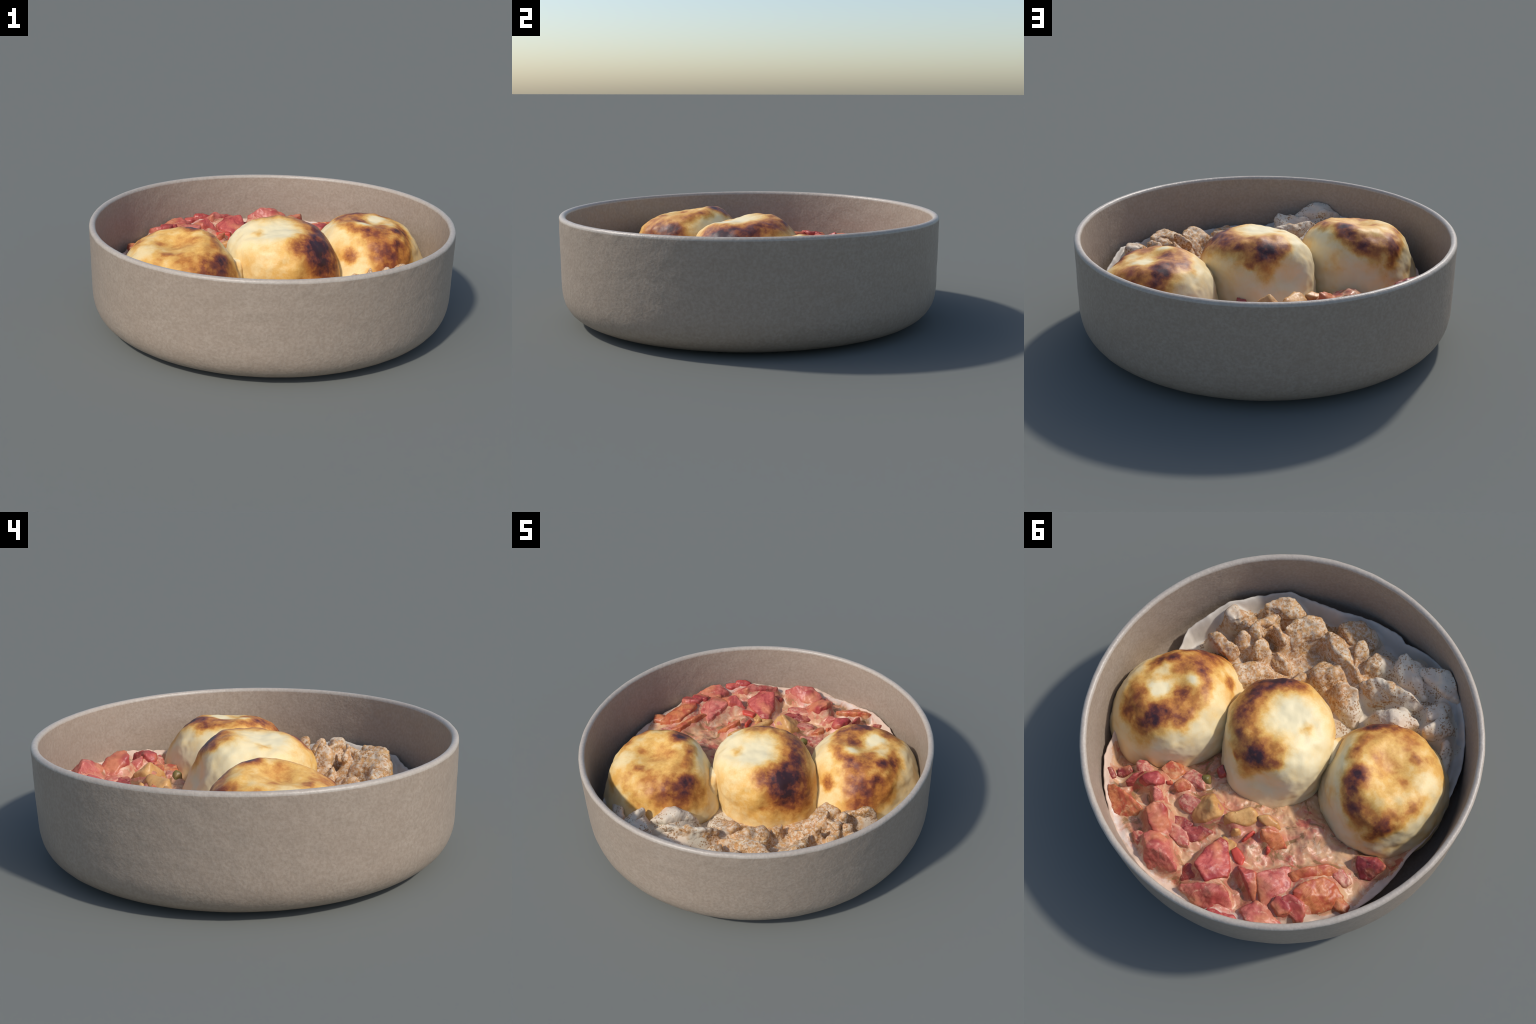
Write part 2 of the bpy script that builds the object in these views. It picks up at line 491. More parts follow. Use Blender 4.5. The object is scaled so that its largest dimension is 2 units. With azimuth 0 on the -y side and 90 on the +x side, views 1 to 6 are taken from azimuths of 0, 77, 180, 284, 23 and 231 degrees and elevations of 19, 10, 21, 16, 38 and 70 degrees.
def build_sauces(cream_root, tomato_root):
    axis, collar = fillet_field()

    def sauce_top(x, y):
        u = np.clip((x - axis[0]) / CELL, 0, len(axis) - 1.001)
        v = np.clip((y - axis[0]) / CELL, 0, len(axis) - 1.001)
        i, j = int(u), int(v)
        u, v = u - i, v - j
        cling = ((collar[j, i] * (1 - u) + collar[j, i + 1] * u) * (1 - v)
                 + (collar[j + 1, i] * (1 - u) + collar[j + 1, i + 1] * u) * v)
        h = sauce_height(x, y)
        return h + max(0.0, cling - h - (0.032 if y < 0.43 * x - 0.03 else 0.019)) + 0.004 * noise.noise(Vector((x * 30, y * 30, 7)))

    seg, rings = 540, 150
    verts, grid = [], []
    for i in range(rings + 1):
        f = i / rings
        row = []
        for k in range(seg):
            az = -180 + 360 * k / seg
            er = np.interp(az, [e[0] for e in EDGE], [e[1] for e in EDGE]) + 0.004 * noise.noise(Vector((az * 0.35, 0, 0)))
            a = math.radians(az)
            x, y = er * f * math.cos(a), er * f * math.sin(a)
            row.append(len(verts))
            verts.append((x, y, sauce_top(x, y)))
        grid.append(row)
    for shrink, drop in ((0.995, 0.012), (0.985, 0.05), (0.96, 0.12), (0.90, 0.19)):
        row = []
        for k in range(seg):
            x, y, z = verts[grid[rings][k]]
            row.append(len(verts))
            verts.append((x * shrink, y * shrink, max(z - drop, 0.056)))
        grid.append(row)
    cream, tomato = [], []
    for a, b in zip(grid, grid[1:]):
        for k in range(seg):
            f = (a[k], b[k], b[(k + 1) % seg], a[(k + 1) % seg])
            cx, cy = np.mean([verts[i][0] for i in f]), np.mean([verts[i][1] for i in f])
            (tomato if cy > 0.43 * cx - 0.03 else cream).append(f)
    for faces, name, root, mat in ((cream, "cream_sauce", cream_root, "cream_sauce"), (tomato, "tomato_sauce", tomato_root, "tomato_sauce")):
        used = sorted({i for f in faces for i in f})
        index = {v: i for i, v in enumerate(used)}
        obj = mesh_object(name, [verts[i] for i in used], [[index[i] for i in f] for f in faces], MATS[mat], root)
        obj.data.materials.append(MATS["cream_film" if name == "cream_sauce" else "tomato_film"])
        for poly in obj.data.polygons:          # a thin pale film dries on along the outer edge
            c = poly.center
            az = math.degrees(math.atan2(c.y, c.x))
            f = math.hypot(c.x, c.y) / np.interp(az, [e[0] for e in EDGE], [e[1] for e in EDGE])
            if f > (0.94 if name == "cream_sauce" else 0.975) + 0.05 * noise.noise(Vector((c.x * 5, c.y * 5, 3))) + 0.02 * noise.noise(Vector((c.x * 20, c.y * 20, 0))):
                poly.material_index = 1


STYLE = {"meat_chunk": dict(rounds=7, swell=0.006, lump=0.020, lump_scale=11, fine=0.004),
         "tomato_piece": dict(rounds=1, swell=0.002, lump=0.007, lump_scale=15, fine=0.003),
         "pear_piece": dict(rounds=2, swell=0.006, lump=0.008, lump_scale=12, fine=0.002),
         "pepper_piece": dict(rounds=1, swell=0.002, lump=0.003, lump_scale=14, fine=0.001),
         "dough_strand": dict(rounds=5, swell=0.008, lump=0.006, lump_scale=12, fine=0.001),
         "olive": dict(rounds=4, swell=0.004, lump=0.003, lump_scale=10, fine=0.0)}
piece_count = 0


def piece(root, name, material, tops, spread=0.018, sink=0.09):
    """A cut chunk: the hull of its upper corners and of a wider, sunken base; rounded and made lumpy."""
    global piece_count
    piece_count += 1
    st = STYLE[name]
    pts = np.array(tops)
    mid = pts.mean(axis=0)
    low = pts[:, 2].min() - sink
    bm = bmesh.new()
    for p in pts:
        bm.verts.new(p - mid)
        out = p[:2] - mid[:2]
        out = out / max(np.linalg.norm(out), 1e-6) * spread
        bm.verts.new((p[0] + out[0] - mid[0], p[1] + out[1] - mid[1], low - mid[2]))
    res = bmesh.ops.convex_hull(bm, input=bm.verts[:])
    bmesh.ops.delete(bm, geom=[v for v in bm.verts if not v.link_faces], context="VERTS")
    bmesh.ops.recalc_face_normals(bm, faces=bm.faces[:])
    me = bpy.data.meshes.new(name)
    bm.to_mesh(me)
    bm.free()
    obj = bpy.data.objects.new(name, me)
    obj.location = mid
    link(obj, root)
    rm = obj.modifiers.new("remesh", "REMESH")
    rm.mode = "VOXEL"
    rm.voxel_size = 0.006
    sm = obj.modifiers.new("smooth", "SMOOTH")
    sm.iterations = st["rounds"] * 2
    sm.factor = 0.5
    dg = bpy.context.evaluated_depsgraph_get()
    done = bpy.data.meshes.new_from_object(obj.evaluated_get(dg))
    obj.modifiers.clear()
    obj.data = done
    bpy.data.meshes.remove(me)
    done.name = name
    seed = piece_count * 1.37
    normals = [v.normal.copy() for v in done.vertices]
    for v, n in zip(done.vertices, normals):
        h = st["swell"] + st["lump"] * fbm(v.co, st["lump_scale"], 2, seed) + st["fine"] * fbm(v.co, 45, 2, seed)
        v.co = v.co + n * h
    for v in done.vertices:                      # nothing pokes through the bowl
        x, y, z = v.co + Vector(mid)
        limit = 0.952 - 0.12 * float(smoothstep(0.2, 0.08, z))
        d = math.hypot(x, y)
        if d > limit:
            v.co.x, v.co.y = x * limit / d - mid[0], y * limit / d - mid[1]
    world = np.array([v.co[:] for v in done.vertices]) + mid
    if name != "dough_strand":
        piece_tops.append(world[world[:, 2] > 0.2])
    done.shade_smooth()
    done.materials.clear()
    done.materials.append(MATS[material])
    return obj


build_bowl()
MIDDLE = ((0.052, -0.018, 0.26), (0.323, 0.283, 0.293), -0.780)          # centre, half axes, yaw
SIDE = ((-0.495, -0.239, 0.266), (0.294, 0.324, 0.276), 0.609)          # centre, half axes, yaw
RING = ((0.564, 0.242, 0.218), (0.31, 0.35, 0.286), -0.116)          # centre, half axes, yaw
middle_dumpling = build_dumpling(
    "pale round dumpling with dark griddle marks and a dimpled top",
    *MIDDLE, power=2.47,
    bulges=[(0, 0, 0.019), (45, 0, -0.019), (90, 0, 0.017), (135, 0, 0.009), (180, 0, -0.024), (225, 0, -0.003),
        (270, 0, -0.031), (315, 0, -0.009), (0, 33, -0.021), (45, 33, 0.019), (90, 33, -0.035), (135, 33, -0.007),
        (180, 33, 0.014), (225, 33, 0.021), (270, 33, 0.024), (315, 33, 0.011), (0, 62, 0.018), (60, 62, 0.0),
        (120, 62, 0.04), (180, 62, -0.01), (240, 62, -0.016), (300, 62, -0.016), (0, 90, -0.027),
        (215, 62, -0.015), (0, 90, -0.008), (124, 20, -0.05, 15), (240, 30, 0.014), (110, 0, 0.006), (160, 30, 0.01), (70, 15, 0.008)],
    spots=[(0.084, 0.172, 0.249, 0.02, 0.45), (0.031, 0.252, 0.179, 0.019, 0.407), (-0.097, 0.195, 0.247, 0.044, 0.148), (-0.065, 0.2, 0.249, 0.069, 0.281),
        (0.006, 0.206, 0.244, 0.057, 0.207), (-0.141, 0.183, 0.241, 0.038, 0.089), (0.147, 0.126, 0.247, 0.058, 0.342), (0.159, 0.047, 0.263, 0.071, 0.315),
        (0.016, 0.205, 0.242, 0.083, 0.342), (0.208, -0.054, 0.237, 0.059, 0.405), (0.183, -0.177, 0.21, 0.059, 0.6), (0.107, -0.223, 0.22, 0.052, 0.35),
        (0.029, 0.112, 0.284, 0.025, 0.225), (-0.086, 0.116, 0.283, 0.057, 0.27), (-0.175, 0.139, 0.249, 0.028, 0.2), (-0.035, -0.096, 0.264, 0.07, -0.25),
        (-0.124, -0.085, 0.259, 0.029, 0.4), (-0.136, 0.087, 0.277, 0.038, 0.25), (0.239, -0.177, 0.15, 0.085, 0.525), (0.263, -0.059, 0.186, 0.064, 0.315),
        (0.31, -0.062, 0.082, 0.058, 0.28), (0.195, -0.241, 0.114, 0.049, 0.315), (0.247, -0.202, 0.061, 0.085, 0.35), (0.154, -0.211, 0.206, 0.077, 0.245),
        (0.199, -0.07, 0.24, 0.078, 0.28), (0.215, 0.053, 0.229, 0.065, 0.245), (0.168, 0.076, 0.254, 0.065, 0.21), (0.113, -0.288, 0.045, 0.028, 0.21),
        (0.091, -0.24, 0.211, 0.042, 0.105), (0.297, -0.133, 0.021, 0.065, 0.28), (-0.165, 0.162, 0.242, 0.028, 0.35), (-0.052, 0.283, 0.135, 0.036, 0.35),
        (-0.056, 0.216, 0.236, 0.041, 0.3), (-0.078, 0.214, 0.236, 0.05, 0.3), (0.0, -0.25, 0.1, 0.16, 0.16), (-0.1, -0.2, 0.02, 0.15, 0.12),
        (0.15, -0.2, 0.05, 0.15, 0.2), (-0.02, 0.13, 0.24, 0.12, 0.15), (0.2, 0.1, 0.2, 0.12, 0.12)],
    base_toast=0.1, warm=(1, 0.97, 0.9), seed=3.1, flare=(0.09, 0.03, 100))
side_dumpling = build_dumpling(
    "golden boxy dumpling with one purple-brown scorch mark",
    *SIDE, power=2.35,
    bulges=[(0, 0, 0.012), (45, 0, 0.004), (90, 0, -0.006), (135, 0, 0.014), (180, 0, -0.011), (225, 0, -0.006),
        (270, 0, -0.011), (315, 0, 0.004), (0, 33, -0.014), (45, 33, -0.037), (90, 33, -0.018), (135, 33, -0.008),
        (180, 33, -0.015), (225, 33, 0.048), (270, 33, 0.014), (315, 33, -0.006), (0, 62, 0.023), (60, 62, 0.074),
        (120, 62, -0.0), (180, 62, 0.048), (240, 62, -0.078), (300, 62, 0.026), (0, 90, -0.081),
        (0, 90, -0.018), (200, 5, 0.012), (35, 5, 0.008)],
    spots=[(0.065, 0.141, 0.27, 0.053, 0.75), (0.066, 0.181, 0.25, 0.037, 0.35), (0.08, 0.102, 0.276, 0.037, 0.35), (0.176, 0.045, 0.251, 0.035, 0.5),
        (0.005, 0.22, 0.227, 0.044, 0.35), (-0.05, 0.235, 0.204, 0.056, 0.35), (-0.127, 0.221, 0.189, 0.062, 0.3), (-0.185, 0.197, 0.173, 0.038, 0.5),
        (-0.179, 0.245, 0.112, 0.044, 0.3), (-0.191, 0.131, 0.214, 0.044, 0.35), (-0.218, 0.168, 0.169, 0.038, 0.3), (-0.229, 0.038, 0.209, 0.038, 0.4),
        (-0.222, -0.011, 0.213, 0.044, 0.25), (-0.049, -0.171, 0.214, 0.022, 0.3), (0.085, -0.033, 0.258, 0.032, 0.25), (-0.011, -0.058, 0.224, 0.038, 0.2),
        (0.022, 0.018, 0.257, 0.038, 0.2), (-0.109, -0.032, 0.233, 0.025, 0.2), (-0.118, -0.204, 0.196, 0.038, 0.15), (0.24, -0.138, 0.174, 0.039, 0.306),
        (0.245, -0.194, 0.108, 0.043, 0.238), (0.175, -0.259, 0.103, 0.064, 0.34), (0.206, -0.127, 0.21, 0.099, 0.238), (0.258, -0.169, 0.12, 0.1, 0.272),
        (0.076, -0.231, 0.199, 0.05, 0.136), (-0.09, -0.274, 0.15, 0.032, 0.238), (-0.054, -0.176, 0.213, 0.029, 0.204), (0.188, -0.032, 0.245, 0.043, 0.204),
        (0.298, -0.137, 0.024, 0.043, 0.204), (-0.02, -0.315, 0.091, 0.036, 0.204), (0.236, -0.141, 0.177, 0.046, 0.248), (0.152, -0.22, 0.182, 0.046, 0.22),
        (0.201, -0.05, 0.235, 0.029, 0.22), (0.066, -0.275, 0.163, 0.039, 0.165), (0.006, -0.023, 0.237, 0.095, 0.136), (0.171, 0.037, 0.254, 0.043, 0.204),
        (-0.011, 0.257, 0.18, 0.029, 0.25), (0.041, 0.233, 0.206, 0.029, 0.25), (-0.172, 0.255, 0.099, 0.024, 0.3), (0.302, -0.084, 0.086, 0.036, 0.17),
        (0, 0, 0.26, 0.16, 0.07), (0.1, -0.2, 0.15, 0.14, 0.2), (-0.1, -0.15, 0.2, 0.14, 0.12), (-0.1, 0.15, 0.2, 0.12, 0.2),
        (0, -0.25, 0.05, 0.14, 0.12)],
    base_toast=0.2, warm=(1, 0.93, 0.84), seed=7.7, flare=(0.11, 0.15, 240))
ring_dumpling = build_dumpling(
    "domed dumpling with a scorched brown ring on top",
    *RING, power=2.20,
    bulges=[(0, 0, 0.013), (45, 0, 0.014), (90, 0, 0.024), (135, 0, -0.024), (180, 0, -0.008), (225, 0, -0.018),
        (270, 0, 0.054), (315, 0, -0.065), (0, 33, 0.003), (45, 33, -0.017), (90, 33, -0.048), (135, 33, 0.008),
        (180, 33, 0.016), (225, 33, -0.031), (270, 33, -0.046), (315, 33, 0.025), (0, 62, -0.026), (60, 62, 0.057),
        (120, 62, 0.035), (180, 62, -0.003), (240, 62, 0.068), (300, 62, 0.025), (0, 90, -0.094),
        (0, 90, -0.014), (180, 5, 0.012)],
    spots=[(-0.021, -0.176, 0.26, 0.037, 0.472), (-0.095, -0.148, 0.262, 0.033, 0.472), (-0.132, -0.101, 0.266, 0.029, 0.354), (-0.027, -0.02, 0.275, 0.039, 0.531),
        (-0.068, -0.02, 0.279, 0.036, 0.354), (-0.025, 0.046, 0.276, 0.033, 0.354), (0.103, 0.131, 0.254, 0.036, 0.531), (0.186, 0.114, 0.222, 0.04, 0.413),
        (0.027, 0.175, 0.256, 0.053, 0.472), (-0.059, 0.16, 0.264, 0.039, 0.649), (-0.051, 0.227, 0.223, 0.039, 0.59), (-0.153, 0.077, 0.265, 0.036, 0.472),
        (-0.1, 0.091, 0.276, 0.052, 0.413), (-0.054, 0.12, 0.275, 0.052, 0.354), (-0.187, 0.1, 0.245, 0.032, 0.413), (-0.108, 0.186, 0.242, 0.052, 0.354),
        (0.037, 0.234, 0.214, 0.053, 0.413), (0.139, 0.204, 0.208, 0.054, 0.472), (0.101, 0.258, 0.175, 0.04, 0.472), (-0.174, 0.02, 0.261, 0.033, 0.354),
        (0.202, -0.077, 0.217, 0.031, 0.472), (0.151, -0.121, 0.241, 0.027, 0.472), (0.205, -0.011, 0.219, 0.041, 0.413), (0.054, -0.144, 0.266, 0.047, 0.354),
        (0.064, -0.076, 0.267, 0.033, 0.295), (0.09, 0.023, 0.26, 0.023, 0.295), (0.068, -0.011, 0.262, 0.02, 0.236), (0.156, 0.04, 0.243, 0.033, 0.354),
        (-0.038, 0.278, 0.165, 0.06, 0.354), (-0.123, 0.001, 0.276, 0.052, 0.295), (-0.131, -0.27, 0.133, 0.03, 0.472), (0.05, 0.037, 0.267, 0.036, -0.295),
        (0.062, 0.095, 0.268, 0.03, -0.177), (-0.041, -0.11, 0.278, 0.03, -0.295), (0.143, -0.225, 0.19, 0.027, 0.354), (-0.157, -0.054, 0.265, 0.039, 0.236),
        (0.082, -0.277, 0.168, 0.043, 0.425), (0.155, -0.206, 0.198, 0.036, 0.34), (0.216, -0.146, 0.178, 0.032, 0.425), (0.211, -0.202, 0.1, 0.043, 0.34),
        (0.15, -0.12, 0.242, 0.029, 0.34), (0.184, -0.054, 0.23, 0.036, 0.255), (-0.12, -0.274, 0.137, 0.032, 0.383), (0.014, -0.294, 0.162, 0.036, 0.255),
        (0.006, -0.229, 0.229, 0.05, 0.255), (0.043, -0.352, 0.049, 0.05, 0.34), (0.131, -0.302, 0.054, 0.057, 0.297), (0.163, -0.247, 0.131, 0.093, 0.212),
        (0.082, -0.316, 0.106, 0.078, 0.212), (0.098, -0.146, 0.256, 0.05, 0.212), (0.238, -0.053, 0.189, 0.044, 0.297), (0, 0, 0.28, 0.17, 0.06),
        (0, -0.25, 0.12, 0.15, 0.22), (0.1, -0.2, 0.2, 0.12, 0.15), (-0.15, -0.15, 0.2, 0.12, 0.08)],
    base_toast=0.12, warm=(1, 0.92, 0.8), seed=12.4, flare=(0.09, 0.12, 345))

cream_stew = thing("creamy_stew", "creamy pale stew with spiced lumpy meat chunks", "stew", (0.1, -0.55, 0.06))
tomato_stew = thing("tomato_stew", "chunky red tomato stew in pinkish sauce", "stew", (-0.1, 0.55, 0.06))
piece(cream_stew, "meat_chunk", "spiced", [(0.687, -0.477, 0.33), (0.657, -0.573, 0.335), (0.616, -0.605, 0.33), (0.602, -0.631, 0.325), (0.658, -0.461, 0.285), (0.588, -0.54, 0.318), (0.512, -0.584, 0.29), (0.515, -0.632, 0.27)])
piece(cream_stew, "meat_chunk", "spiced", [(0.494, -0.457, 0.355), (0.492, -0.494, 0.355), (0.482, -0.557, 0.345), (0.445, -0.608, 0.34), (0.45, -0.605, 0.34), (0.424, -0.656, 0.31), (0.357, -0.635, 0.28), (0.413, -0.45, 0.25), (0.445, -0.446, 0.3), (0.372, -0.56, 0.24)])
piece(cream_stew, "meat_chunk", "creamy", [(0.548, -0.406, 0.37), (0.524, -0.413, 0.377), (0.514, -0.436, 0.372), (0.467, -0.422, 0.35), (0.441, -0.41, 0.315)], spread=0.008)
piece(cream_stew, "meat_chunk", "spiced", [(0.346, -0.64, 0.31), (0.326, -0.651, 0.31), (0.342, -0.571, 0.24), (0.203, -0.638, 0.315), (0.156, -0.611, 0.31), (0.078, -0.594, 0.305), (0.01, -0.581, 0.25), (0.194, -0.565, 0.28), (0.246, -0.582, 0.325)])
piece(cream_stew, "meat_chunk", "spiced", [(0.232, -0.432, 0.255), (0.24, -0.524, 0.24), (0.215, -0.54, 0.245), (0.144, -0.506, 0.298), (0.113, -0.534, 0.295), (0.084, -0.53, 0.27), (0.102, -0.41, 0.2), (0.201, -0.414, 0.278), (0.136, -0.477, 0.292)])
piece(cream_stew, "meat_chunk", "spiced", [(0.287, -0.37, 0.245), (0.257, -0.394, 0.24), (0.236, -0.377, 0.23), (0.238, -0.337, 0.235), (0.278, -0.323, 0.24)], spread=0.008)
piece(cream_stew, "meat_chunk", "creamy", [(0.071, -0.466, 0.285), (0.051, -0.498, 0.29), (-0.018, -0.522, 0.296), (-0.005, -0.475, 0.268), (-0.119, -0.46, 0.172), (-0.135, -0.388, 0.185), (-0.061, -0.368, 0.18), (0.063, -0.392, 0.19), (0.035, -0.446, 0.275)])
piece(cream_stew, "meat_chunk", "creamy", [(0.193, -0.72, 0.305), (0.167, -0.741, 0.305), (0.111, -0.713, 0.28), (0.101, -0.614, 0.26), (0.157, -0.664, 0.295)], spread=0.008)
piece(cream_stew, "meat_chunk", "creamy", [(0.339, -0.721, 0.285), (0.319, -0.771, 0.285), (0.268, -0.815, 0.275), (0.179, -0.848, 0.26), (0.136, -0.827, 0.24), (0.126, -0.731, 0.235), (0.239, -0.698, 0.26), (0.3, -0.708, 0.285)])
piece(cream_stew, "meat_chunk", "spiced", [(0.047, -0.629, 0.285), (0.079, -0.681, 0.295), (0.069, -0.74, 0.295), (0.031, -0.773, 0.28), (-0.027, -0.776, 0.27), (-0.065, -0.746, 0.22), (0.013, -0.648, 0.225), (0.027, -0.676, 0.305)])
piece(cream_stew, "meat_chunk", "spiced", [(-0.007, -0.555, 0.3), (-0.026, -0.589, 0.34), (-0.05, -0.621, 0.35), (-0.134, -0.667, 0.36), (-0.257, -0.68, 0.368), (-0.338, -0.701, 0.335), (-0.305, -0.661, 0.3), (-0.105, -0.525, 0.22), (-0.174, -0.618, 0.315), (-0.055, -0.517, 0.22)])
piece(cream_stew, "meat_chunk", "spiced", [(-0.169, -0.477, 0.27), (-0.191, -0.518, 0.315), (-0.247, -0.543, 0.352), (-0.297, -0.606, 0.34), (-0.386, -0.614, 0.31), (-0.192, -0.442, 0.24), (-0.32, -0.476, 0.33)])
piece(cream_stew, "meat_chunk", "creamy", [(-0.047, -0.81, 0.345), (-0.056, -0.831, 0.37), (-0.128, -0.793, 0.38), (-0.258, -0.765, 0.36), (-0.303, -0.737, 0.33), (-0.086, -0.725, 0.27), (-0.219, -0.718, 0.29), (-0.154, -0.857, 0.35)])
piece(cream_stew, "meat_chunk", "creamy", [(-0.238, -0.845, 0.39), (-0.252, -0.882, 0.42), (-0.295, -0.903, 0.425), (-0.371, -0.897, 0.4), (-0.444, -0.842, 0.36), (-0.334, -0.797, 0.39), (-0.18, -0.824, 0.36)])
piece(cream_stew, "meat_chunk", "spiced", [(-0.433, -0.593, 0.36), (-0.441, -0.628, 0.378), (-0.454, -0.653, 0.37), (-0.485, -0.618, 0.345), (-0.466, -0.724, 0.33), (-0.544, -0.728, 0.29), (-0.428, -0.74, 0.34)])
piece(cream_stew, "meat_chunk", "spiced", [(0.742, -0.136, 0.345), (0.72, -0.172, 0.355), (0.662, -0.182, 0.345), (0.606, -0.202, 0.32), (0.574, -0.189, 0.285), (0.589, -0.129, 0.27), (0.779, -0.135, 0.26)])
piece(cream_stew, "meat_chunk", "spiced", [(0.623, -0.267, 0.372), (0.606, -0.281, 0.36), (0.62, -0.249, 0.355), (0.564, -0.235, 0.32), (0.583, -0.202, 0.29), (0.64, -0.23, 0.3)], spread=0.008)
piece(cream_stew, "meat_chunk", "spiced", [(0.624, -0.341, 0.365), (0.617, -0.373, 0.36), (0.624, -0.312, 0.34), (0.545, -0.332, 0.355), (0.531, -0.308, 0.345), (0.584, -0.303, 0.32)], spread=0.008)
piece(cream_stew, "meat_chunk", "spiced", [(0.526, -0.27, 0.378), (0.535, -0.251, 0.34), (0.483, -0.246, 0.27), (0.475, -0.317, 0.28), (0.517, -0.334, 0.34), (0.536, -0.324, 0.36)], spread=0.008)
piece(cream_stew, "meat_chunk", "spiced", [(0.628, -0.355, 0.35), (0.636, -0.443, 0.31), (0.592, -0.504, 0.312), (0.577, -0.43, 0.32), (0.594, -0.368, 0.33)], spread=0.008)
piece(cream_stew, "meat_chunk", "spiced", [(0.485, -0.324, 0.265), (0.447, -0.358, 0.275), (0.383, -0.362, 0.255), (0.334, -0.346, 0.21), (0.379, -0.296, 0.21)])
piece(cream_stew, "meat_chunk", "creamy", [(0.793, -0.347, 0.335), (0.723, -0.369, 0.325), (0.68, -0.407, 0.295), (0.716, -0.298, 0.335), (0.795, -0.299, 0.33), (0.779, -0.269, 0.27), (0.705, -0.34, 0.3)])
piece(cream_stew, "meat_chunk", "spiced", [(0.541, -0.137, 0.275), (0.48, -0.222, 0.27), (0.393, -0.254, 0.245), (0.435, -0.126, 0.245), (0.469, -0.091, 0.26)], spread=0.05)
piece(cream_stew, "meat_chunk", "creamy", [(0.67, -0.321, 0.368), (0.655, -0.336, 0.375), (0.634, -0.329, 0.34), (0.671, -0.312, 0.31)], spread=0.008)
piece(tomato_stew, "tomato_piece", "tomato", [(0.199, 0.74, 0.372), (0.188, 0.694, 0.377), (0.156, 0.663, 0.364), (0.111, 0.681, 0.329), (0.056, 0.706, 0.294), (0.034, 0.747, 0.279), (0.064, 0.767, 0.304), (0.09, 0.787, 0.324), (0.134, 0.777, 0.349)])
piece(tomato_stew, "tomato_piece", "tomato_pink", [(0.112, 0.833, 0.329), (0.103, 0.774, 0.314), (0.037, 0.759, 0.312), (-0.018, 0.772, 0.319), (-0.124, 0.816, 0.341), (-0.142, 0.829, 0.324), (-0.061, 0.821, 0.381), (-0.012, 0.845, 0.379), (0.04, 0.865, 0.359), (0.015, 0.908, 0.314), (-0.034, 0.931, 0.274)])
piece(tomato_stew, "tomato_piece", "tomato", [(-0.185, 0.744, 0.358), (-0.148, 0.636, 0.309), (-0.152, 0.551, 0.286), (-0.197, 0.545, 0.279), (-0.308, 0.621, 0.306), (-0.333, 0.662, 0.319), (-0.281, 0.754, 0.331), (-0.183, 0.7, 0.344)])
piece(tomato_stew, "tomato_piece", "tomato_pink", [(-0.208, 0.858, 0.314), (-0.271, 0.785, 0.331), (-0.363, 0.708, 0.364), (-0.353, 0.763, 0.359), (-0.415, 0.721, 0.324), (-0.477, 0.749, 0.274), (-0.402, 0.84, 0.294), (-0.295, 0.874, 0.294), (-0.218, 0.877, 0.304)])
piece(tomato_stew, "tomato_piece", "tomato", [(-0.389, 0.601, 0.377), (-0.418, 0.546, 0.354), (-0.481, 0.594, 0.334), (-0.495, 0.644, 0.294), (-0.321, 0.588, 0.304), (-0.529, 0.654, 0.284)], spread=0.008)
piece(tomato_stew, "tomato_piece", "tomato_pink", [(-0.425, 0.551, 0.344), (-0.449, 0.482, 0.324), (-0.484, 0.423, 0.304), (-0.501, 0.394, 0.294), (-0.548, 0.447, 0.294), (-0.628, 0.503, 0.299), (-0.534, 0.617, 0.324), (-0.581, 0.665, 0.284), (-0.532, 0.529, 0.344)])
piece(tomato_stew, "tomato_piece", "tomato_pink", [(-0.616, 0.707, 0.332), (-0.56, 0.74, 0.334), (-0.64, 0.64, 0.319), (-0.7, 0.62, 0.294), (-0.52, 0.64, 0.319), (-0.56, 0.58, 0.294), (-0.5, 0.72, 0.304)])
piece(tomato_stew, "tomato_piece", "tomato_orange", [(-0.61, 0.471, 0.347), (-0.61, 0.411, 0.341), (-0.654, 0.309, 0.319), (-0.707, 0.29, 0.304), (-0.785, 0.295, 0.274), (-0.801, 0.356, 0.269), (-0.757, 0.452, 0.274), (-0.709, 0.51, 0.284), (-0.653, 0.5, 0.324), (-0.679, 0.433, 0.344), (-0.724, 0.373, 0.319)])
piece(tomato_stew, "tomato_piece", "tomato_orange", [(-0.509, 0.443, 0.284), (-0.529, 0.409, 0.324), (-0.559, 0.35, 0.329), (-0.619, 0.245, 0.309), (-0.671, 0.22, 0.289), (-0.708, 0.228, 0.264), (-0.62, 0.329, 0.304), (-0.566, 0.432, 0.294)])
piece(tomato_stew, "tomato_piece", "tomato_pink", [(-0.645, 0.249, 0.289), (-0.682, 0.205, 0.284), (-0.761, 0.209, 0.264), (-0.752, 0.253, 0.264), (-0.693, 0.266, 0.274)], spread=0.008)
piece(tomato_stew, "tomato_piece", "tomato_dark", [(-0.681, 0.107, 0.299), (-0.753, 0.038, 0.299), (-0.813, 0.039, 0.309), (-0.819, 0.06, 0.304), (-0.808, 0.137, 0.244), (-0.769, 0.163, 0.244), (-0.71, 0.141, 0.274)], spread=0.008)
piece(tomato_stew, "pear_piece", "ochre", [(-0.027, 0.48, 0.383), (0.02, 0.47, 0.35), (-0.07, 0.5, 0.345), (-0.04, 0.56, 0.325), (0.03, 0.58, 0.28), (0.08, 0.5, 0.28), (-0.09, 0.46, 0.31), (0.0, 0.6, 0.265), (0.04, 0.43, 0.31)], spread=0.008)
piece(tomato_stew, "pear_piece", "ochre", [(-0.094, 0.467, 0.338), (-0.12, 0.418, 0.345), (-0.148, 0.341, 0.34), (-0.182, 0.341, 0.33), (-0.208, 0.359, 0.3), (-0.195, 0.415, 0.3), (-0.141, 0.458, 0.325), (-0.112, 0.498, 0.28)], spread=0.008)
